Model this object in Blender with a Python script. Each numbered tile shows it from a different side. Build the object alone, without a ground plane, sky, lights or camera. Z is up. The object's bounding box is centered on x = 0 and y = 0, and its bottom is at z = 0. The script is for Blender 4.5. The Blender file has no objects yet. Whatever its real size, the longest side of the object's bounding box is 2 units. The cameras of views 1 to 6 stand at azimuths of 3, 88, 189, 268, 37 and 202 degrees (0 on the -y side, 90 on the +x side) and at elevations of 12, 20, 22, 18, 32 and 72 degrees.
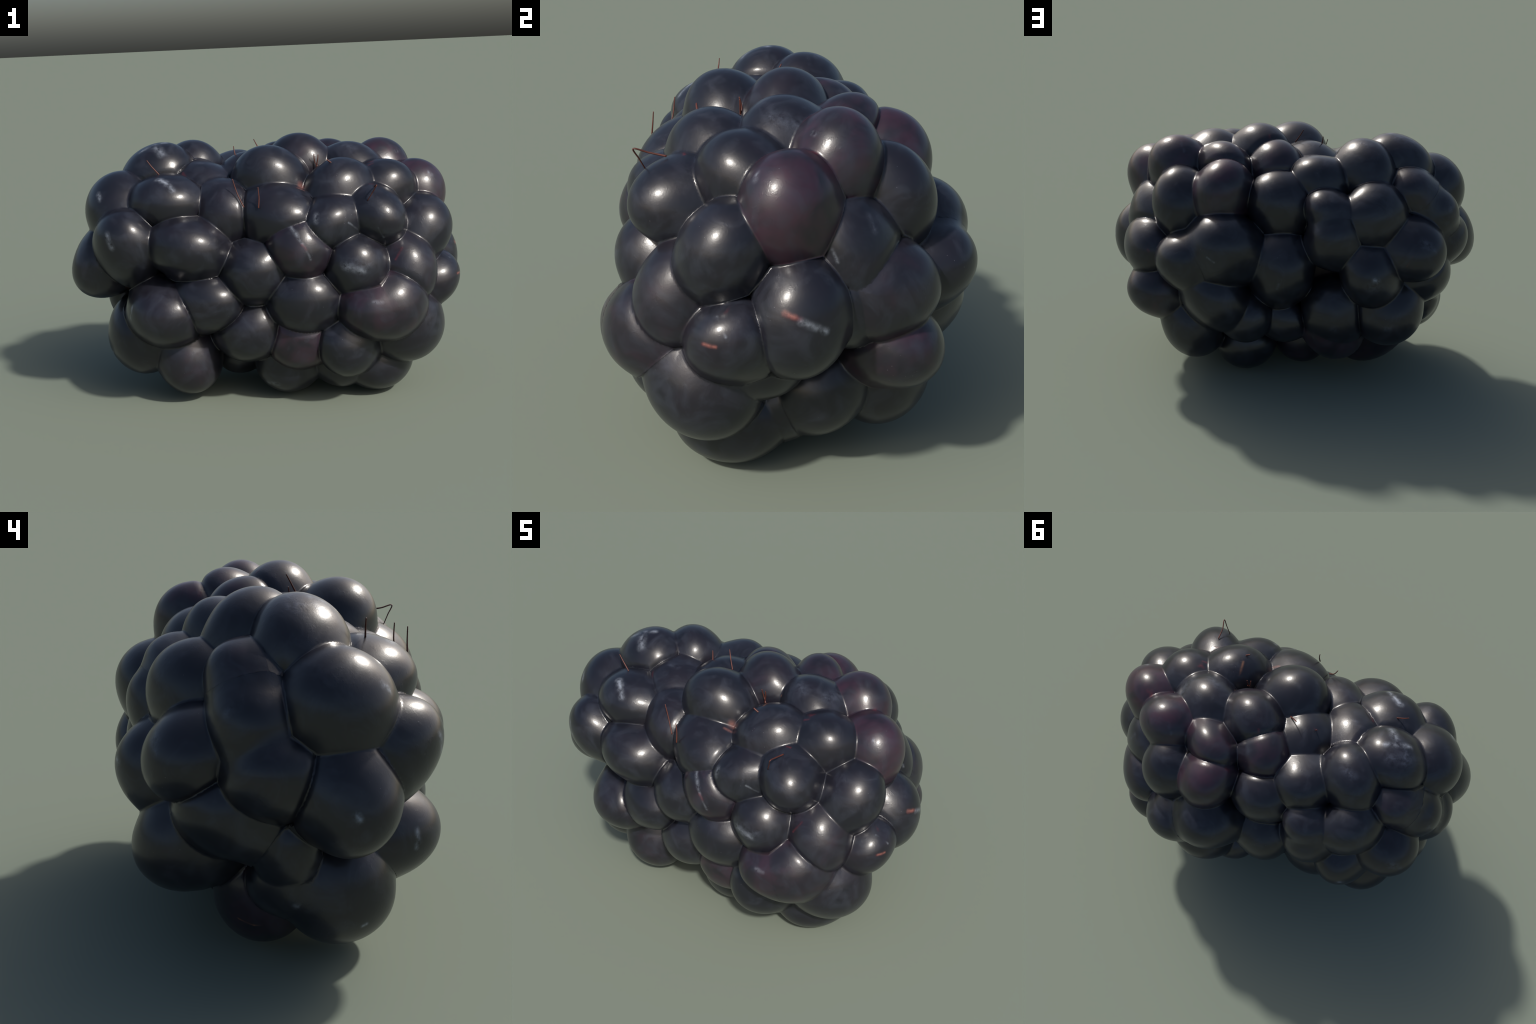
"""A ripe blackberry lying on its side.

The fruit is an aggregate of plump drupelets pressed against each other.  Every
drupelet is an ellipsoid (centre, three half-axes, tilt); where two of them
touch, both are pulled onto one filleted contact surface, so that they meet in
a fine valley.  Dried styles (hairs) and stalk remains sit between them.
"""
import bpy
import numpy as np
from mathutils import Euler, Vector

RNG_SEED = 7
FILLET = 0.060            # pressed flanks: the valley is filled over this width ...
FILL = 0.26               # ... by this share, which leaves a crisp seam
PRESSED = (0.110, 0.42)   # fill width and share where they press hard
CREASE = (0.032, 0.0075)  # extra valley where two neighbours overlap flatly
SEAM = 0.0085             # rounding at the very bottom of the seam
SOFT_FILL = 0.92          # share where two neighbours have partly grown together

# ---------------------------------------------------------------- drupelets
# name: (x, y, z,  half-axes a, b, c,  tilt in degrees,  ripeness tint 0..1)
# tint 0 = blue-black, 1 = still wine-purple
TIP_END = {
    "M": (0.764, -0.025, 0.994,  0.182, 0.149, 0.174,  2, -43, -36,  0.85),
    "P": (0.773, -0.233, 0.843,  0.160, 0.144, 0.182,  -30, 22, -13,  0.07),
    "Q": (0.834, 0.014, 0.655,  0.159, 0.171, 0.200,  -4, 7, 39,  0.1),
    "R": (0.800, -0.155, 0.571,  0.173, 0.208, 0.140,  -13, -35, 48,  0.2),
    "S": (0.688, -0.353, 0.679,  0.160, 0.156, 0.192,  -6, -28, -38,  0.3),
    "V": (0.690, -0.287, 0.368,  0.214, 0.186, 0.203,  35, 30, 53,  0.2),
    "Y1": (0.726, -0.098, 0.478,  0.155, 0.158, 0.145,  -8, -8, 35,  0.09),
    "Z12": (0.731, 0.174, 0.671,  0.137, 0.144, 0.171,  20, 31, -5,  0.02),
    "Z2": (0.712, 0.263, 0.718,  0.147, 0.222, 0.176,  -1, -16, 17,  0.3),
    "Z3": (0.714, 0.219, 0.807,  0.168, 0.111, 0.216,  11, 23, -33,  0.1),
}
STALK_END = {
    "C1": (-0.557, -0.060, 1.142,  0.196, 0.174, 0.153,  38, -25, -4,  0.1),
    "C4": (-0.740, -0.178, 0.989,  0.173, 0.199, 0.194,  45, 19, 37,  0.05),
    "C6": (-0.694, -0.325, 0.811,  0.159, 0.234, 0.182,  -49, -25, 40,  0.02),
    "C8": (-0.798, -0.204, 0.740,  0.176, 0.186, 0.228,  -32, 37, -26,  0.12),
    "D10": (-0.638, 0.101, 1.033,  0.141, 0.159, 0.132,  37, -22, -16,  0.3),
    "D10b": (-0.615, 0.055, 1.010,  0.155, 0.155, 0.155,  0, -0, 0,  0.05),
    "D11": (-0.710, 0.081, 0.921,  0.193, 0.161, 0.168,  -15, -4, -8,  0.07),
    "D12": (-0.770, 0.007, 0.766,  0.199, 0.183, 0.152,  -20, 14, -36,  0.09),
    "D13": (-0.660, 0.280, 0.798,  0.190, 0.176, 0.154,  -34, -22, -21,  0.11),
    "D16": (-0.685, 0.138, 0.621,  0.193, 0.214, 0.173,  17, -12, 8,  0.08),
    "D21": (-0.553, 0.270, 0.472,  0.199, 0.232, 0.189,  -31, 24, 1,  0.11),
    "D28": (-0.764, -0.036, 0.488,  0.092, 0.107, 0.123,  0, -21, -10,  0.04),
    "D28b": (-0.679, -0.227, 0.423,  0.118, 0.129, 0.126,  40, 31, 45,  0.01),
    "W1": (-0.662, -0.218, 0.332,  0.179, 0.211, 0.197,  36, -7, 18,  0.1),
    "W1b": (-0.694, -0.052, 0.368,  0.138, 0.136, 0.122,  -5, 34, 27,  0.02),
}
CROWN = {
    "A": (0.047, -0.204, 1.090,  0.197, 0.176, 0.222,  37, -29, -28,  0.01),
    "B": (0.184, -0.007, 1.147,  0.185, 0.153, 0.178,  11, 28, -20,  0.25),
    "C2": (-0.393, 0.108, 1.154,  0.178, 0.136, 0.149,  36, -30, -43,  0.07),
    "C3": (-0.343, -0.120, 1.032,  0.174, 0.205, 0.184,  -15, 43, 23,  0.2),
    "D1": (0.087, 0.113, 1.105,  0.146, 0.169, 0.179,  -29, -20, 32,  0.5),
    "D2": (-0.076, -0.031, 1.070,  0.164, 0.182, 0.176,  -0, -33, -31,  0.04),
    "D3": (0.343, 0.160, 1.106,  0.186, 0.129, 0.163,  -21, 30, -50,  0.5),
    "D7": (-0.160, 0.166, 1.065,  0.170, 0.190, 0.146,  42, 5, -1,  0.04),
    "J": (0.380, -0.269, 1.043,  0.194, 0.156, 0.180,  8, -23, 27,  0.08),
    "K": (0.445, -0.017, 1.101,  0.192, 0.159, 0.184,  39, -5, -38,  0.1),
    "N": (0.589, 0.124, 1.085,  0.170, 0.151, 0.193,  -7, 26, -4,  0.7),
}
UNDERSIDE = {
    "D23": (0.471, 0.348, 0.286,  0.177, 0.160, 0.190,  -30, -3, -30,  0.07),
    "D24": (0.189, 0.257, 0.161,  0.161, 0.147, 0.141,  20, 11, 1,  0.06),
    "D25": (-0.093, 0.118, 0.172,  0.154, 0.146, 0.149,  -24, -12, -6,  0.5),
    "D27": (-0.482, 0.033, 0.213,  0.236, 0.176, 0.164,  33, 43, -4,  0.6),
    "F1": (0.535, -0.030, 0.240,  0.155, 0.155, 0.155,  0, -0, 0,  0.08),
    "W2": (-0.418, -0.284, 0.228,  0.178, 0.160, 0.196,  -18, -2, 40,  0.3),
    "W3": (0.093, -0.255, 0.178,  0.179, 0.159, 0.165,  16, 4, -14,  0.07),
    "W4": (0.356, -0.268, 0.186,  0.150, 0.145, 0.140,  -8, 10, -14,  0.07),
    "W5": (0.562, -0.196, 0.167,  0.174, 0.208, 0.166,  8, -13, -31,  0.12),
    "W6": (-0.158, -0.062, 0.209,  0.154, 0.151, 0.150,  1, -44, 2,  0.09),
    "Y3": (0.573, 0.111, 0.291,  0.165, 0.171, 0.177,  17, 31, 21,  0.01),
}
FRONT_FLANK = {
    "C5": (-0.474, -0.259, 1.019,  0.212, 0.205, 0.153,  -6, 7, 15,  0.06),
    "C7": (-0.371, -0.407, 0.816,  0.203, 0.185, 0.154,  -20, 11, -14,  0.09),
    "E1": (-0.173, -0.300, 0.980,  0.178, 0.162, 0.146,  -17, 30, -36,  0.2),
    "E2": (0.072, -0.355, 0.952,  0.221, 0.183, 0.172,  -5, 8, -32,  0.08),
    "G1": (-0.507, -0.348, 0.486,  0.207, 0.246, 0.180,  -3, 7, 16,  0.2),
    "G2": (-0.340, -0.362, 0.522,  0.262, 0.183, 0.158,  -21, -10, -38,  0.05),
    "G3": (-0.094, -0.322, 0.391,  0.192, 0.216, 0.177,  -11, -27, 39,  0.09),
    "G4": (0.182, -0.335, 0.391,  0.202, 0.164, 0.230,  -32, 24, -12,  0.7),
    "G5": (0.405, -0.384, 0.313,  0.156, 0.199, 0.176,  -6, -13, -32,  0.01),
    "H1": (0.177, -0.413, 0.833,  0.187, 0.205, 0.167,  27, 17, 19,  0.45),
    "H2": (-0.049, -0.411, 0.687,  0.167, 0.181, 0.160,  -27, -16, 21,  0.05),
    "H3": (0.196, -0.433, 0.543,  0.196, 0.176, 0.159,  -41, 4, 2,  0.06),
    "I": (0.329, -0.351, 0.904,  0.192, 0.218, 0.155,  -6, -28, -17,  0.02),
    "L": (0.585, -0.153, 1.023,  0.195, 0.177, 0.156,  -26, -36, -28,  0.1),
    "O": (0.539, -0.341, 0.943,  0.144, 0.206, 0.160,  9, -45, 19,  0.05),
    "T": (0.450, -0.434, 0.702,  0.161, 0.154, 0.180,  44, 1, -26,  0.1),
    "Ua": (0.536, -0.418, 0.506,  0.182, 0.235, 0.152,  -2, 14, -24,  0.5),
    "Ub": (0.630, -0.409, 0.534,  0.165, 0.196, 0.175,  13, 12, 6,  0.42),
}
BACK_FLANK = {
    "D14": (-0.000, 0.373, 0.667,  0.167, 0.195, 0.210,  -36, -3, 35,  0.03),
    "D15": (-0.477, 0.366, 0.677,  0.148, 0.198, 0.177,  16, 24, -12,  0.08),
    "D17": (0.320, 0.432, 0.490,  0.197, 0.233, 0.157,  38, -17, -28,  0.04),
    "D18": (0.171, 0.413, 0.401,  0.145, 0.153, 0.140,  3, 3, 42,  0.0),
    "D19": (-0.017, 0.324, 0.353,  0.139, 0.147, 0.121,  15, -22, 34,  0.12),
    "D20": (-0.287, 0.316, 0.432,  0.178, 0.175, 0.199,  19, 5, 7,  0.04),
    "D26": (-0.278, 0.303, 0.316,  0.184, 0.164, 0.157,  -18, -38, 37,  0.6),
    "D4": (0.324, 0.299, 1.019,  0.158, 0.182, 0.211,  -25, -21, -4,  0.65),
    "D5": (0.528, 0.314, 0.968,  0.151, 0.164, 0.194,  9, 18, -43,  0.12),
    "D6": (0.005, 0.272, 0.986,  0.198, 0.167, 0.175,  32, -27, 29,  0.1),
    "D8a": (-0.253, 0.362, 0.986,  0.143, 0.119, 0.109,  -5, -29, 24,  0.09),
    "D8b": (-0.277, 0.378, 0.848,  0.144, 0.152, 0.172,  -43, 2, -11,  0.09),
    "D9": (-0.473, 0.300, 0.957,  0.173, 0.141, 0.176,  8, -30, 34,  0.03),
    "Z1": (0.644, 0.340, 0.494,  0.186, 0.176, 0.155,  -17, 1, 36,  0.55),
    "Z10": (0.450, 0.456, 0.712,  0.181, 0.200, 0.156,  18, 12, -24,  0.01),
    "Z9": (0.287, 0.422, 0.766,  0.214, 0.231, 0.194,  39, -0, -7,  0.02),
}


# neighbours without a sharp valley between them, and how wide the saddle is
SOFT_PAIRS = [
    ("Ua", "Ub", 0.11), ("D8a", "D8b", 0.035), ("D10", "D11", 0.06), ("D11", "D12", 0.04),
    ("D28", "D28b", 0.04), ("Z9", "Z10", 0.04), ("W1", "D28b", 0.05), ("W1", "W1b", 0.05),
    ("D10", "D10b", 0.06), ("D11", "D10b", 0.06),
]
# neighbours that overlap so flatly that their valley must be cut in
CREASE_PAIRS = [
    ("G1", "G2"), ("E2", "H1"), ("G3", "G4"), ("G4", "H3"), ("G4", "G5"), ("C8", "D12"), ("Q", "R"),
    ("D3", "D4"), ("E1", "E2"), ("S", "Ub"), ("B", "D1"), ("G2", "G3"), ("I", "H1"), ("I", "E2"),
    ("D13", "D16"), ("C6", "C8"), ("D20", "D21"), ("D1", "D6"), ("H1", "T"),
    ("Z2", "Z12"), ("Z3", "Z12"), ("Z2", "Z3"), ("Z1", "Z12"), ("C3", "C5"), ("C1", "C3"), ("C1", "C5"), ("D20", "D19"), ("D21", "D20"),
]
# neighbours that press on each other over a wide area: valley lifted
PRESSED_PAIRS = [
    ("C6", "G1"), ("C7", "G1"), ("C7", "G2"), ("C8", "G1"), ("C6", "C7"), ("D14", "D8b"), ("D8b", "D15"),
    ("D14", "D20"), ("D15", "D20"), ("D8b", "D20"), ("D14", "Z9"), ("D14", "D6"), ("M", "Q"), ("P", "Q"),
    ("M", "Z3"), ("C7", "H2"), ("E1", "H2"), ("E1", "C7"), ("E2", "H2"), ("D27", "W1b"), ("D21", "D27"),
    ("D28", "D12"), ("D28", "D16"), ("W1b", "D16"), ("C8", "D28"), ("W5", "F1"), ("Y3", "F1"), ("Z10", "D17"),
    ("C3", "E1"), ("D2", "C3"), ("D9", "C2"), ("Z1", "D23"), ("Z1", "Y3"), ("Q", "Y3"), ("D14", "D19"),
    ("D7", "D9"), ("C2", "D9"), ("D7", "D8a"), ("D9", "D8a"), ("D7", "C2"), ("D2", "D7"), ("C2", "C3"), ("C4", "D10b"),
]
CORE = (0.0, 0.0, 0.62, 0.72, 0.30, 0.36)


# scars, bloom patches and stains: kind, stroke from, stroke to, half-width
MARKS = {
    "A": [
        ("pink", (0.188, -0.335, 1.102), (0.197, -0.327, 1.082), 0.0218),
        ("blue_grey", (-0.083, -0.352, 1.114), (-0.074, -0.357, 1.104), 0.0091),
    ],
    "B": [
        ("red", (0.116, 0.072, 1.292), (0.111, 0.086, 1.280), 0.0107),
    ],
    "C1": [
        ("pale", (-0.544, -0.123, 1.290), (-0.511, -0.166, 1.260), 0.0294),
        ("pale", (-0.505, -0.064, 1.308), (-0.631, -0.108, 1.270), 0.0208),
        ("blue_grey", (-0.545, -0.002, 1.304), (-0.640, -0.045, 1.280), 0.0506),
        ("blue_grey", (-0.629, -0.008, 1.282), (-0.612, -0.075, 1.290), 0.0247),
        ("blue_grey", (-0.631, -0.099, 1.273), (-0.637, -0.116, 1.263), 0.0099),
    ],
    "C2": [
        ("blue_grey", (-0.357, 0.126, 1.298), (-0.412, 0.145, 1.292), 0.0366),
    ],
    "C3": [
        ("red", (-0.395, -0.231, 1.164), (-0.405, -0.217, 1.168), 0.0088),
        ("blue_grey", (-0.282, -0.163, 1.203), (-0.324, -0.171, 1.207), 0.0209),
        ("red", (-0.406, -0.224, 1.163), (-0.390, -0.243, 1.157), 0.0096),
    ],
    "C4": [
        ("pale", (-0.825, -0.295, 1.088), (-0.812, -0.320, 1.063), 0.0185),
        ("pale", (-0.809, -0.312, 1.079), (-0.819, -0.314, 1.067), 0.0099),
    ],
    "C5": [
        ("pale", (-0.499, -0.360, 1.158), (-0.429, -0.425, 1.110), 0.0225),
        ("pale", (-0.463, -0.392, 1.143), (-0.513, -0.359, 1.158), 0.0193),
    ],
    "C6": [
        ("pale", (-0.752, -0.496, 0.916), (-0.730, -0.513, 0.855), 0.0201),
        ("pink", (-0.712, -0.284, 0.605), (-0.711, -0.257, 0.592), 0.0142),
    ],
    "C7": [
        ("pink", (-0.182, -0.408, 0.861), (-0.161, -0.396, 0.849), 0.0218),
    ],
    "C8": [
        ("scar", (-0.998, -0.224, 0.715), (-0.999, -0.231, 0.710), 0.0109),
        ("pale", (-0.997, -0.224, 0.723), (-0.998, -0.233, 0.711), 0.0156),
        ("blue_grey", (-0.975, -0.166, 0.627), (-0.981, -0.185, 0.626), 0.0222),
        ("pink", (-0.712, -0.284, 0.605), (-0.711, -0.257, 0.592), 0.0142),
    ],
    "D11": [
        ("blue_grey", (-0.851, 0.178, 0.984), (-0.852, 0.163, 1.001), 0.0205),
    ],
    "D12": [
        ("pale", (-0.875, -0.079, 0.892), (-0.881, -0.091, 0.873), 0.0089),
    ],
    "D13": [
        ("blue_grey", (-0.728, 0.397, 0.881), (-0.758, 0.392, 0.866), 0.0310),
        ("blue_grey", (-0.730, 0.408, 0.865), (-0.748, 0.403, 0.860), 0.0240),
        ("red", (-0.679, 0.442, 0.819), (-0.654, 0.449, 0.763), 0.0050),
        ("blue_grey", (-0.767, 0.397, 0.851), (-0.788, 0.391, 0.832), 0.0213),
    ],
    "D14": [
        ("blue_grey", (-0.034, 0.563, 0.681), (-0.017, 0.557, 0.630), 0.0121),
    ],
    "D15": [
        ("pale", (-0.501, 0.547, 0.717), (-0.520, 0.540, 0.708), 0.0174),
        ("blue_grey", (-0.482, 0.558, 0.682), (-0.520, 0.545, 0.675), 0.0358),
    ],
    "D16": [
        ("pink", (-0.585, -0.046, 0.609), (-0.515, -0.368, 0.667), 0.0168),
    ],
    "D2": [
        ("red", (-0.140, -0.049, 1.232), (-0.151, -0.048, 1.228), 0.0085),
    ],
    "D20": [
        ("blue_grey", (-0.293, 0.494, 0.401), (-0.315, 0.492, 0.402), 0.0265),
    ],
    "D21": [
        ("blue_grey", (-0.565, 0.491, 0.431), (-0.591, 0.490, 0.433), 0.0280),
    ],
    "D27": [
        ("tan", (-0.639, 0.113, 0.191), (-0.654, 0.058, 0.175), 0.0064),
        ("tan", (-0.654, 0.058, 0.175), (-0.663, -0.005, 0.192), 0.0063),
    ],
    "D4": [
        ("red", (0.216, 0.293, 1.187), (0.204, 0.293, 1.176), 0.0130),
        ("wine", (0.345, 0.319, 1.211), (0.275, 0.317, 1.217), 0.0206),
    ],
    "E1": [
        ("pink", (-0.182, -0.408, 0.861), (-0.161, -0.396, 0.849), 0.0218),
    ],
    "E2": [
        ("pink", (0.205, -0.363, 1.078), (0.177, -0.374, 1.095), 0.0104),
        ("pink", (0.188, -0.335, 1.102), (0.197, -0.327, 1.082), 0.0218),
    ],
    "G1": [
        ("blue_grey", (-0.658, -0.476, 0.557), (-0.664, -0.491, 0.504), 0.0146),
        ("pale", (-0.662, -0.478, 0.548), (-0.671, -0.482, 0.490), 0.0142),
        ("pink", (-0.585, -0.046, 0.609), (-0.515, -0.368, 0.667), 0.0168),
    ],
    "H1": [
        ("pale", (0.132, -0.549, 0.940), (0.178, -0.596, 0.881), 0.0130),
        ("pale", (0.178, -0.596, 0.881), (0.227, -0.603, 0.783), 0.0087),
        ("red", (0.190, -0.604, 0.855), (0.207, -0.607, 0.833), 0.0100),
    ],
    "I": [
        ("pale", (0.260, -0.534, 0.982), (0.259, -0.549, 0.953), 0.0175),
        ("pale", (0.411, -0.530, 0.940), (0.451, -0.491, 0.900), 0.0066),
    ],
    "J": [
        ("scar", (0.451, -0.276, 1.214), (0.448, -0.253, 1.216), 0.0066),
        ("pink", (0.188, -0.335, 1.102), (0.197, -0.327, 1.082), 0.0218),
        ("tan", (0.322, -0.113, 1.194), (0.338, -0.282, 1.217), 0.0091),
    ],
    "K": [
        ("blue_grey", (0.554, -0.083, 1.230), (0.576, -0.010, 1.209), 0.0545),
        ("blue_grey", (0.453, -0.120, 1.254), (0.413, -0.098, 1.263), 0.0429),
        ("tan", (0.322, -0.113, 1.194), (0.338, -0.282, 1.217), 0.0091),
    ],
    "L": [
        ("scar", (0.682, -0.195, 1.180), (0.684, -0.181, 1.180), 0.0088),
        ("blue_grey", (0.682, -0.191, 1.180), (0.684, -0.186, 1.180), 0.0035),
        ("red", (0.547, -0.197, 1.185), (0.529, -0.190, 1.179), 0.0112),
        ("red", (0.530, -0.228, 1.171), (0.549, -0.226, 1.180), 0.0085),
        ("red", (0.550, -0.209, 1.184), (0.555, -0.190, 1.188), 0.0112),
    ],
    "M": [
        ("pale", (0.835, -0.135, 1.116), (0.850, -0.140, 1.102), 0.0148),
        ("red", (0.743, 0.017, 1.162), (0.732, 0.053, 1.156), 0.0121),
        ("red", (0.761, 0.021, 1.162), (0.737, 0.037, 1.153), 0.0134),
    ],
    "N": [
        ("pale", (0.685, 0.041, 1.207), (0.693, 0.047, 1.206), 0.0110),
        ("red", (0.743, 0.017, 1.162), (0.732, 0.053, 1.156), 0.0121),
        ("blue_grey", (0.571, 0.185, 1.256), (0.541, 0.222, 1.217), 0.0132),
    ],
    "O": [
        ("pale", (0.550, -0.532, 0.913), (0.577, -0.509, 0.859), 0.0066),
        ("red", (0.524, -0.361, 1.094), (0.541, -0.360, 1.094), 0.0077),
    ],
    "Q": [
        ("red", (0.979, -0.043, 0.729), (0.991, 0.004, 0.717), 0.0116),
        ("pink", (0.978, -0.043, 0.733), (0.988, -0.013, 0.724), 0.0114),
        ("pale", (0.992, 0.008, 0.711), (0.978, 0.083, 0.676), 0.0148),
    ],
    "R": [
        ("red", (0.955, -0.283, 0.617), (0.973, -0.244, 0.616), 0.0088),
        ("pink", (0.958, -0.278, 0.618), (0.973, -0.244, 0.616), 0.0077),
        ("red", (0.859, -0.182, 0.723), (0.920, -0.216, 0.701), 0.0080),
        ("pale", (0.922, -0.241, 0.692), (0.970, -0.214, 0.648), 0.0064),
    ],
    "S": [
        ("red", (0.668, -0.463, 0.797), (0.634, -0.485, 0.744), 0.0082),
    ],
    "T": [
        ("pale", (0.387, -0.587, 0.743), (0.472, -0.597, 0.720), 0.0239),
        ("blue_grey", (0.404, -0.592, 0.752), (0.490, -0.592, 0.740), 0.0435),
    ],
    "Ua": [
        ("pale", (0.520, -0.622, 0.572), (0.555, -0.616, 0.565), 0.0131),
    ],
    "W1": [
        ("pale", (-0.810, -0.296, 0.262), (-0.806, -0.309, 0.267), 0.0108),
    ],
    "W1b": [
        ("pale", (-0.817, -0.071, 0.333), (-0.815, -0.088, 0.340), 0.0150),
    ],
    "W3": [
        ("pale", (-0.008, -0.345, 0.096), (0.041, -0.379, 0.101), 0.0188),
    ],
    "Z1": [
        ("wine", (0.816, 0.275, 0.583), (0.771, 0.430, 0.580), 0.0274),
    ],
    "Z2": [
        ("red", (0.676, 0.474, 0.753), (0.671, 0.476, 0.745), 0.0102),
        ("wine", (0.816, 0.275, 0.583), (0.771, 0.430, 0.580), 0.0274),
    ],
    "Z3": [
        ("blue_grey", (0.784, 0.216, 0.975), (0.804, 0.234, 0.936), 0.0175),
        ("pale", (0.845, 0.105, 0.887), (0.858, 0.119, 0.851), 0.0076),
    ],
    "Z9": [
        ("blue_grey", (0.442, 0.452, 0.914), (0.418, 0.466, 0.934), 0.0177),
        ("pale", (0.323, 0.636, 0.804), (0.288, 0.638, 0.781), 0.0075),
    ],
}


# dried styles: path points, thickness
HAIRS = [
    ([(0.346, -0.324, 1.199), (0.329, -0.328, 1.213), (0.319, -0.329, 1.220)], 0.004),
    ([(-0.513, -0.274, 1.168), (-0.551, -0.267, 1.211), (-0.574, -0.264, 1.243)], 0.0031),
    ([(-0.086, -0.455, 1.019), (-0.117, -0.434, 1.085), (-0.137, -0.428, 1.155)], 0.0031),
    ([(-0.013, -0.507, 1.021), (-0.009, -0.503, 1.071), (-0.012, -0.500, 1.121)], 0.0031),
    ([(0.542, -0.416, 1.089), (0.539, -0.474, 1.099), (0.547, -0.522, 1.112), (0.527, -0.505, 1.074), (0.505, -0.487, 1.035)], 0.0031),
    ([(0.278, -0.182, 1.166), (0.262, -0.174, 1.196), (0.259, -0.184, 1.235)], 0.0032),
    ([(0.268, -0.178, 1.164), (0.277, -0.180, 1.202), (0.280, -0.183, 1.230)], 0.003),
    ([(-0.001, -0.073, 1.224), (-0.030, -0.047, 1.271), (-0.049, -0.027, 1.305)], 0.0031),
    ([(-0.146, -0.047, 1.222), (-0.152, -0.036, 1.254), (-0.155, -0.031, 1.274)], 0.0031),
]


DRUPELETS = {}
for group in (TIP_END, STALK_END, CROWN, UNDERSIDE, FRONT_FLANK, BACK_FLANK):
    DRUPELETS.update(group)

# ---------------------------------------------------------------- geometry
def icosphere(level):
    import bmesh
    bm = bmesh.new()
    bmesh.ops.create_icosphere(bm, subdivisions=level, radius=1.0)
    verts = np.array([v.co[:] for v in bm.verts])
    faces = np.array([[v.index for v in f.verts] for f in bm.faces])
    bm.free()
    return verts / np.linalg.norm(verts, axis=1, keepdims=True), faces


class Ellipsoid:
    def __init__(self, row):
        self.c = np.array(row[0:3])
        self.r = np.array(row[3:6])
        self.R = np.array(Euler(np.radians(row[6:9])).to_matrix())
        self.W = self.R.T / self.r[:, None]        # world -> unit sphere
        self.WW = self.W.T @ self.W
        self.reach = self.r.max()

    def distance(self, p):
        q = p - self.c
        k = np.linalg.norm(q @ self.W.T, axis=1)
        g = np.linalg.norm(q @ self.WW, axis=1)
        return (k - 1.0) * k / np.maximum(g, 1e-9)

    def sphere_points(self, unit):
        return self.c + (unit * self.r) @ self.R.T


def lumps(rng):
    """Gentle unevenness of one drupelet: a few random plane waves."""
    k = rng.normal(size=(7, 3))
    k *= (rng.uniform(7, 34, 7) / np.linalg.norm(k, axis=1))[:, None]
    ph = rng.uniform(0, 6.28, 7)
    amp = rng.uniform(0.4, 1.0, 7) * 0.024 / np.linalg.norm(k, axis=1)
    return lambda p: (np.sin(p @ k.T + ph) * amp).sum(1)


def build_fruit():
    names = list(DRUPELETS)
    ell = {n: Ellipsoid(DRUPELETS[n]) for n in names}
    soft = {}
    for a, b, k in SOFT_PAIRS:
        soft[a, b] = soft[b, a] = k
    creased = {p for a, b in CREASE_PAIRS for p in ((a, b), (b, a))}
    pressed = {p for a, b in PRESSED_PAIRS for p in ((a, b), (b, a))}
    unit, faces = icosphere(6)
    rng = np.random.default_rng(RNG_SEED)
    lump = {n: lumps(rng) for n in names}
    out = {}
    for n in names:
        e = ell[n]
        near = [m for m in names if m != n and
                np.linalg.norm(ell[m].c - e.c) < e.reach + ell[m].reach + 0.10]
        ks = np.array([PRESSED[0] if (n, m) in pressed else soft.get((n, m), FILLET)
                       for m in near])
        deepen = np.array([CREASE[1] if (n, m) in creased else 0.0 for m in near])
        share = np.array([SOFT_FILL if (n, m) in soft else
                          PRESSED[1] if (n, m) in pressed else FILL for m in near])

        def field(p, near=near, ks=ks, share=share, deepen=deepen, e=e, lump_n=lump[n]):
            di = e.distance(p) - lump_n(p)
            if not near:
                return di, di
            D = np.stack([ell[m].distance(p) - lump[m](p) for m in near])
            dm = D.min(0)
            lo = np.minimum(di, dm)
            h = np.maximum(ks[:, None] - np.abs(D - di), 0.0)
            hc = np.maximum(CREASE[0] - np.abs(D - di), 0.0) / CREASE[0]
            cut = hc * hc * deepen[:, None]
            fills = np.sort(h * h * (share / (4 * ks))[:, None], axis=0)
            fillet = fills[-1]
            second = 0.9 * fills[-2] if len(near) > 1 else 0.0
            hs = np.maximum(SEAM - np.abs(D - di), 0.0)
            seam = (hs * hs * (np.minimum(1.0 - share, 1.0) / (4 * SEAM))[:, None]).max(0)
            f = lo - fillet - second - seam + cut.max(0)
            return f, f + 2.5 * np.maximum(di - dm, 0.0)

        base = e.sphere_points(unit)
        # cull the faces that lie deep inside the neighbours
        deep = np.zeros(len(base), bool)
        for m in near:
            deep |= ell[m].distance(base) < -0.035
        keep = ~deep[faces].all(1)
        used = np.unique(faces[keep])
        remap = np.full(len(base), -1)
        remap[used] = np.arange(len(used))
        fc = remap[faces[keep]]
        u = unit[used]
        dirs = (u * e.r) @ e.R.T
        length = np.linalg.norm(dirs, axis=1)
        s = np.ones(len(u))
        for _ in range(7):
            p = e.c + dirs * s[:, None]
            g0 = field(p)[1]
            g1 = field(p + dirs / length[:, None] * 0.001)[1]
            slope = np.clip((g1 - g0) / 0.001, 0.3, 3.0)
            s = np.clip(s - 0.8 * g0 / slope / length, 0.72, 1.35)
        p = e.c + dirs * s[:, None]
        # normals from the joint field, so that the valleys shade smoothly
        eps = 0.0012
        nrm = np.stack([field(p + eps * ax)[0] - field(p - eps * ax)[0]
                        for ax in np.eye(3)], 1)
        nrm /= np.maximum(np.linalg.norm(nrm, axis=1, keepdims=True), 1e-9)
        out[n] = (p, fc, nrm)
    return out


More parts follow.
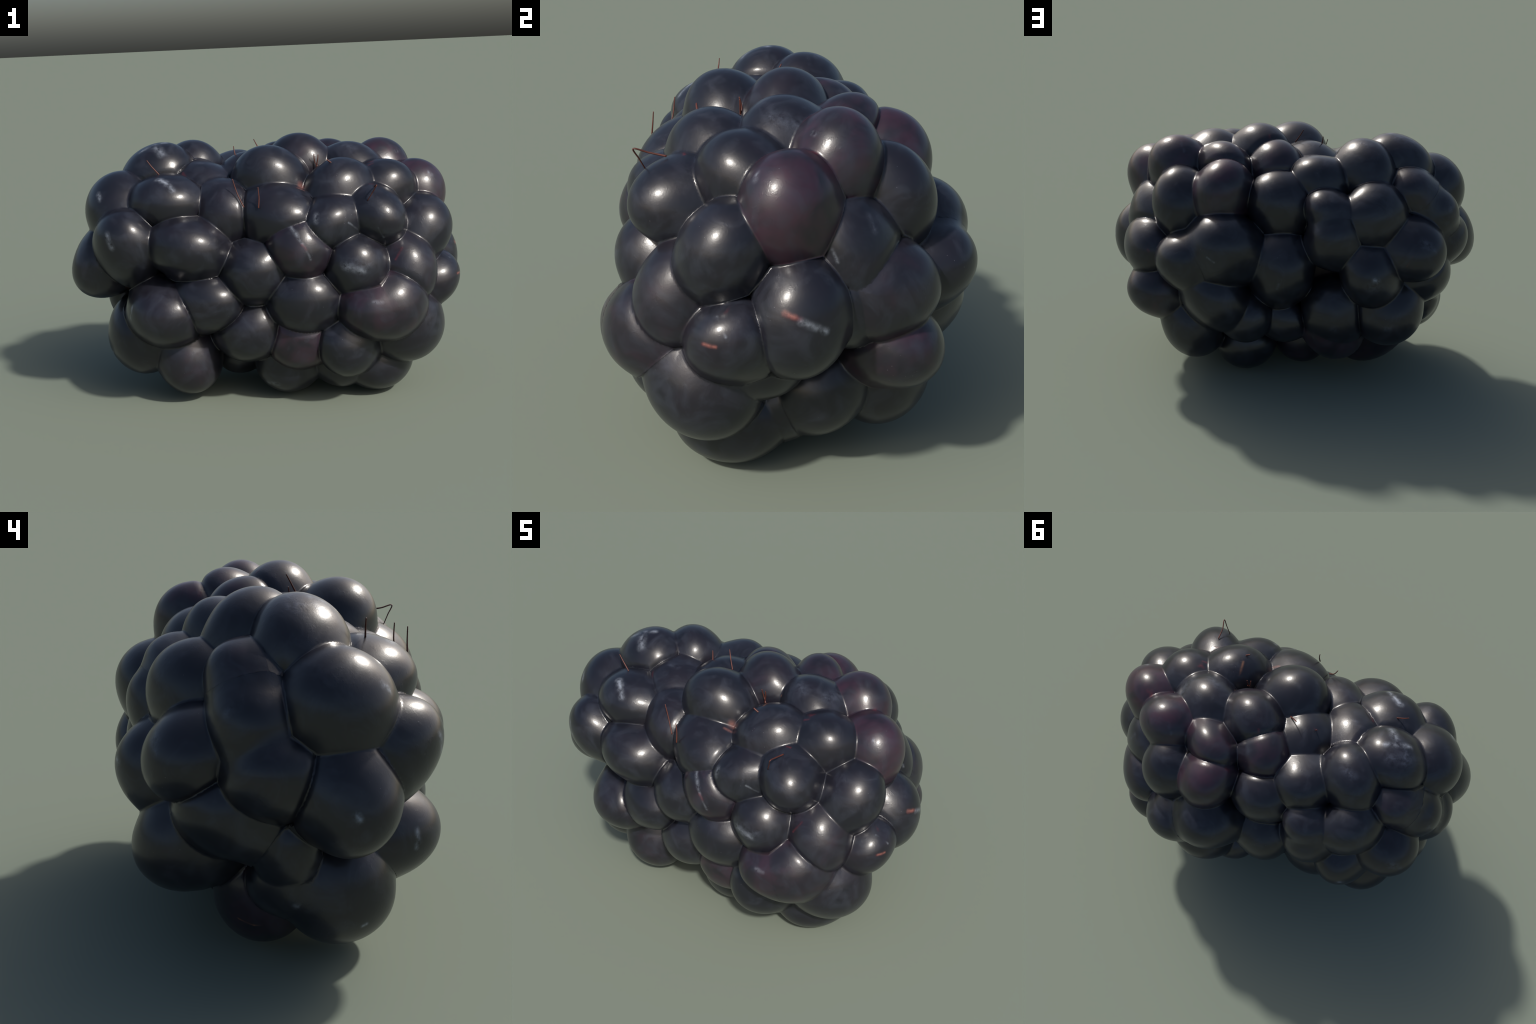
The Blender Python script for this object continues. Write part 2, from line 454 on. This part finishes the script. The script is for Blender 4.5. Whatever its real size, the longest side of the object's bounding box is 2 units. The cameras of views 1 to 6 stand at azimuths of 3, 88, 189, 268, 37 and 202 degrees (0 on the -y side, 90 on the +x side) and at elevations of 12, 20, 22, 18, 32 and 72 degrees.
def mesh_object(name, verts, faces, material, normals=None):
    me = bpy.data.meshes.new(name)
    me.vertices.add(len(verts))
    me.vertices.foreach_set("co", np.asarray(verts, np.float32).ravel())
    me.loops.add(faces.size)
    me.loops.foreach_set("vertex_index", faces.ravel().astype(np.int32))
    me.polygons.add(len(faces))
    me.polygons.foreach_set("loop_start", np.arange(0, faces.size, 3, dtype=np.int32))
    me.update(calc_edges=True)
    me.polygons.foreach_set("use_smooth", np.ones(len(faces), bool))
    if normals is not None:
        me.normals_split_custom_set_from_vertices(normals.tolist())
    me.materials.append(material)
    ob = bpy.data.objects.new(name, me)
    bpy.context.scene.collection.objects.link(ob)
    return ob

# ---------------------------------------------------------------- materials
def add(nt, kind, **inputs):
    n = nt.nodes.new(kind)
    for k, v in inputs.items():
        if hasattr(n, k):
            setattr(n, k, v)
        else:
            n.inputs[k.replace("_", " ")].default_value = v
    return n


def math(nt, op, a, b=None, clamp=False):
    n = nt.nodes.new("ShaderNodeMath")
    n.operation = op
    n.use_clamp = clamp
    for i, v in enumerate((a, b)):
        if v is None:
            continue
        if isinstance(v, (int, float)):
            n.inputs[i].default_value = v
        else:
            nt.links.new(v, n.inputs[i])
    return n.outputs[0]


def mark_mask_group():
    """Soft ragged stroke from A to B: 1 on the stroke, 0 outside its width."""
    g = bpy.data.node_groups.new("stroke_mask", "ShaderNodeTree")
    for nm, ty in (("Position", "NodeSocketVector"), ("A", "NodeSocketVector"),
                   ("B", "NodeSocketVector"), ("Width", "NodeSocketFloat"),
                   ("Ragged", "NodeSocketFloat")):
        g.interface.new_socket(nm, in_out="INPUT", socket_type=ty)
    g.interface.new_socket("Mask", in_out="OUTPUT", socket_type="NodeSocketFloat")
    gi = g.nodes.new("NodeGroupInput")
    go = g.nodes.new("NodeGroupOutput")

    def vm(op, a, b=None):
        n = g.nodes.new("ShaderNodeVectorMath")
        n.operation = op
        g.links.new(a, n.inputs[0])
        if b is not None:
            g.links.new(b, n.inputs["Scale"] if op == "SCALE" else n.inputs[1])
        return n
    I = gi.outputs
    ab = vm("SUBTRACT", I["B"], I["A"]).outputs[0]
    ap = vm("SUBTRACT", I["Position"], I["A"]).outputs[0]
    t = math(g, "DIVIDE", vm("DOT_PRODUCT", ap, ab).outputs["Value"],
             vm("DOT_PRODUCT", ab, ab).outputs["Value"], True)
    foot = vm("SCALE", ab, t).outputs[0]
    d = vm("LENGTH", vm("SUBTRACT", ap, foot).outputs[0]).outputs["Value"]
    rel = math(g, "DIVIDE", d, I["Width"])
    noise = add(g, "ShaderNodeTexNoise", Scale=40.0, Detail=4.0, Roughness=0.6, Distortion=0.2)
    g.links.new(I["Position"], noise.inputs["Vector"])
    speck = math(g, "ADD", math(g, "MULTIPLY", math(g, "SUBTRACT", noise.outputs[0], 0.5),
                                math(g, "MULTIPLY", I["Ragged"], 2.2)), 0.5, True)
    m = math(g, "MULTIPLY", math(g, "SUBTRACT", 1.35, rel), 0.75, True)
    m = math(g, "MULTIPLY", math(g, "POWER", m, 1.9), speck)
    g.links.new(m, go.inputs[0])
    return g


# kind: (colour, strength, raggedness, roughness there)
MARK_KINDS = {
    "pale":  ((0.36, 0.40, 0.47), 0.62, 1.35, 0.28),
    "blue_grey": ((0.070, 0.080, 0.110), 0.60, 1.6, 0.42),
    "red":   ((0.15, 0.024, 0.030), 0.8, 1.1, 0.30),
    "wine":  ((0.060, 0.020, 0.034), 0.6, 0.9, 0.36),
    "pink":  ((0.36, 0.15, 0.12), 0.95, 0.7, 0.45),
    "scar":  ((0.005, 0.006, 0.010), 0.9, 0.6, 0.40),
    "tan":   ((0.34, 0.16, 0.085), 0.9, 0.5, 0.50),
}


def skin_material(name, tint, marks, group, rng):
    mat = bpy.data.materials.new(name)
    mat.use_nodes = True
    nt = mat.node_tree
    L = nt.links.new
    bsdf = nt.nodes["Principled BSDF"]
    pos = nt.nodes.new("ShaderNodeTexCoord").outputs["Object"]

    # broad cloudy change between blue-black and wine-purple
    cloud = add(nt, "ShaderNodeTexNoise", Scale=8.0, Detail=3.0, Roughness=0.55, Distortion=0.5)
    L(pos, cloud.inputs["Vector"])
    t = math(nt, "ADD", math(nt, "MULTIPLY", math(nt, "SUBTRACT", cloud.outputs[0], 0.5),
                             0.7 + 2.2 * tint), tint, True)
    ramp = nt.nodes.new("ShaderNodeValToRGB")
    ramp.color_ramp.elements[0].color = (*BLACK, 1)
    ramp.color_ramp.elements[1].color = (*PURPLE, 1)
    e = ramp.color_ramp.elements.new(0.4)
    e.color = (*PLUM, 1)
    L(t, ramp.inputs[0])
    col = ramp.outputs[0]

    # cloudy bloom, in smudged patches
    fine = add(nt, "ShaderNodeTexNoise", Scale=8.5, Detail=6.0, Roughness=0.6, Distortion=1.0)
    L(pos, fine.inputs["Vector"])
    bm = nt.nodes.new("ShaderNodeMapRange")
    bm.inputs[1].default_value = 0.47
    bm.inputs[2].default_value = 0.76
    bm.inputs[4].default_value = 0.65
    L(fine.outputs[0], bm.inputs[0])
    mx = add(nt, "ShaderNodeMixRGB")
    L(bm.outputs[0], mx.inputs[0])
    L(col, mx.inputs[1])
    mx.inputs[2].default_value = (*BLUE_GREY, 1)
    col = mx.outputs[0]

    # tiny pale flecks
    fleck = add(nt, "ShaderNodeTexVoronoi", Scale=38.0)
    L(pos, fleck.inputs["Vector"])
    fm = nt.nodes.new("ShaderNodeMapRange")
    fm.inputs[1].default_value = 0.075
    fm.inputs[2].default_value = 0.03
    L(fleck.outputs["Distance"], fm.inputs[0])
    sel = add(nt, "ShaderNodeTexNoise", Scale=7.0, Detail=1.0)
    L(pos, sel.inputs["Vector"])
    pick = math(nt, "GREATER_THAN", sel.outputs[0], 0.62)
    mx = add(nt, "ShaderNodeMixRGB")
    L(math(nt, "MULTIPLY", math(nt, "MULTIPLY", fm.outputs[0], pick), 0.5), mx.inputs[0])
    L(col, mx.inputs[1])
    mx.inputs[2].default_value = (0.16, 0.15, 0.17, 1)
    col = mx.outputs[0]

    rough = nt.nodes.new("ShaderNodeMapRange")
    rough.inputs[1].default_value = 0.3
    rough.inputs[2].default_value = 0.75
    rough.inputs[3].default_value = ROUGH[0]
    rough.inputs[4].default_value = ROUGH[1]
    L(fine.outputs[0], rough.inputs[0])
    rg = rough.outputs[0]
    relief = None
    for kind, a, b, w in marks:
        colour, strength, ragged, r_here = MARK_KINDS[kind]
        g = nt.nodes.new("ShaderNodeGroup")
        g.node_tree = group
        L(pos, g.inputs["Position"])
        g.inputs["A"].default_value = a
        g.inputs["B"].default_value = tuple(q + 0.0006 for q in b)
        g.inputs["Width"].default_value = w
        g.inputs["Ragged"].default_value = ragged
        m = math(nt, "MULTIPLY", g.outputs[0], strength)
        mx = add(nt, "ShaderNodeMixRGB")
        L(m, mx.inputs[0])
        L(col, mx.inputs[1])
        mx.inputs[2].default_value = (*colour, 1)
        col = mx.outputs[0]
        mr = nt.nodes.new("ShaderNodeMix")
        L(m, mr.inputs[0])
        L(rg, mr.inputs[2])
        mr.inputs[3].default_value = r_here
        rg = mr.outputs[0]
        relief = m if relief is None else math(nt, "MAXIMUM", relief, m)

    # fine grain: soft pitting, plus sparse scratches
    pit = add(nt, "ShaderNodeTexNoise", Scale=46.0, Detail=5.0, Roughness=0.6)
    L(pos, pit.inputs["Vector"])
    mp = nt.nodes.new("ShaderNodeMapRange")
    mp.inputs[1].default_value = 0.55
    mp.inputs[2].default_value = 0.85
    L(pit.outputs[0], mp.inputs[0])
    height = math(nt, "MULTIPLY", mp.outputs[0], math(nt, "ADD", bm.outputs[0], 0.22))
    grain = add(nt, "ShaderNodeTexNoise", Scale=130.0, Detail=2.0, Roughness=0.6)
    L(pos, grain.inputs["Vector"])
    height = math(nt, "ADD", height, math(nt, "MULTIPLY", grain.outputs[0], 0.17))
    if relief is not None:
        height = math(nt, "ADD", height, math(nt, "MULTIPLY", relief, 0.8))
    bump = add(nt, "ShaderNodeBump", Strength=0.30, Distance=0.0030)
    L(height, bump.inputs["Height"])
    L(bump.outputs[0], bsdf.inputs["Normal"])
    L(bump.outputs[0], bsdf.inputs["Coat Normal"])
    L(col, bsdf.inputs["Base Color"])
    L(rg, bsdf.inputs["Roughness"])
    bsdf.inputs["IOR"].default_value = IOR
    bsdf.inputs["Coat Weight"].default_value = COAT
    bsdf.inputs["Coat Roughness"].default_value = 0.19
    return mat


BLACK = (0.0098, 0.0106, 0.0166)
PLUM = (0.0152, 0.0126, 0.0195)
PURPLE = (0.0390, 0.0185, 0.0310)
BLUE_GREY = (0.034, 0.039, 0.056)
ROUGH = (0.28, 0.42)
IOR = 1.45
COAT = 0.38


def plain_material(name, colour, roughness):
    mat = bpy.data.materials.new(name)
    mat.use_nodes = True
    nt = mat.node_tree
    bsdf = nt.nodes["Principled BSDF"]
    pos = nt.nodes.new("ShaderNodeTexCoord").outputs["Object"]
    noise = add(nt, "ShaderNodeTexNoise", Scale=30.0, Detail=3.0)
    nt.links.new(pos, noise.inputs["Vector"])
    ramp = nt.nodes.new("ShaderNodeValToRGB")
    ramp.color_ramp.elements[0].position = 0.3
    ramp.color_ramp.elements[1].position = 0.7
    ramp.color_ramp.elements[0].color = (*[c * 0.6 for c in colour], 1)
    ramp.color_ramp.elements[1].color = (*colour, 1)
    nt.links.new(noise.outputs[0], ramp.inputs[0])
    nt.links.new(ramp.outputs[0], bsdf.inputs["Base Color"])
    bsdf.inputs["Roughness"].default_value = roughness
    return mat


def tube(name, points, radius, material):
    """A dried style: a thin tapering tube along a smooth path."""
    pts = [Vector(p) for p in points]
    path = []
    for i in range(len(pts) - 1):                       # Catmull-Rom
        p0, p1 = pts[max(i - 1, 0)], pts[i]
        p2, p3 = pts[i + 1], pts[min(i + 2, len(pts) - 1)]
        for s in range(7):
            t = s / 7
            path.append(0.5 * (2 * p1 + (p2 - p0) * t + (2 * p0 - 5 * p1 + 4 * p2 - p3) * t * t
                               + (3 * p1 - p0 - 3 * p2 + p3) * t ** 3))
    path.append(pts[-1])
    ring, verts, faces = 8, [], []
    side = Vector((0.31, 0.87, 0.12))
    for i, p in enumerate(path):
        d = (path[min(i + 1, len(path) - 1)] - path[max(i - 1, 0)]).normalized()
        a = d.cross(side).normalized()
        b = d.cross(a)
        f = i / (len(path) - 1)
        r = radius * (1.15 - 0.45 * f)
        for k in range(ring):
            w = 6.28318 * k / ring
            verts.append(p + (a * np.cos(w) + b * np.sin(w)) * r)
    for i in range(len(path) - 1):
        for k in range(ring):
            q = [i * ring + k, i * ring + (k + 1) % ring,
                 (i + 1) * ring + (k + 1) % ring, (i + 1) * ring + k]
            faces += [(q[0], q[1], q[2]), (q[0], q[2], q[3])]
    for end, o in ((0, 0), (len(path) - 1, (len(path) - 1) * ring)):
        verts.append(path[end])
        for k in range(ring):
            t = (len(verts) - 1, o + k, o + (k + 1) % ring)
            faces.append(t if end else t[::-1])
    return mesh_object(name, np.array([v[:] for v in verts]), np.array(faces), material)


# ---------------------------------------------------------------- assembly
fruit = bpy.data.objects.new("blackberry", None)
fruit["label"] = "ripe glossy blue-black blackberry with plump drupelets and dried hairs"
fruit["category"] = "blackberry fruit"
bpy.context.scene.collection.objects.link(fruit)

stroke = mark_mask_group()
rng = np.random.default_rng(RNG_SEED + 1)
shared = {}
for nm, (p, fc, nrm) in build_fruit().items():
    marks = MARKS.get(nm, [])
    tint = DRUPELETS[nm][9]
    key = (round(tint, 2), nm if marks else None)
    if key not in shared:
        shared[key] = skin_material("drupelet_skin", tint, marks, stroke, rng)
    ob = mesh_object("drupelet", p, fc, shared[key], nrm)
    ob.parent = fruit

hair_mat = plain_material("dried_style", (0.115, 0.032, 0.022), 0.5)
for pts, rad in HAIRS:
    tube("hair", pts, rad, hair_mat).parent = fruit

core_mat = plain_material("receptacle_flesh", (0.030, 0.012, 0.012), 0.6)
unit, faces = icosphere(4)
core = mesh_object("core", unit * np.array(CORE[3:6]) + np.array(CORE[0:3]), faces, core_mat)
core.parent = fruit
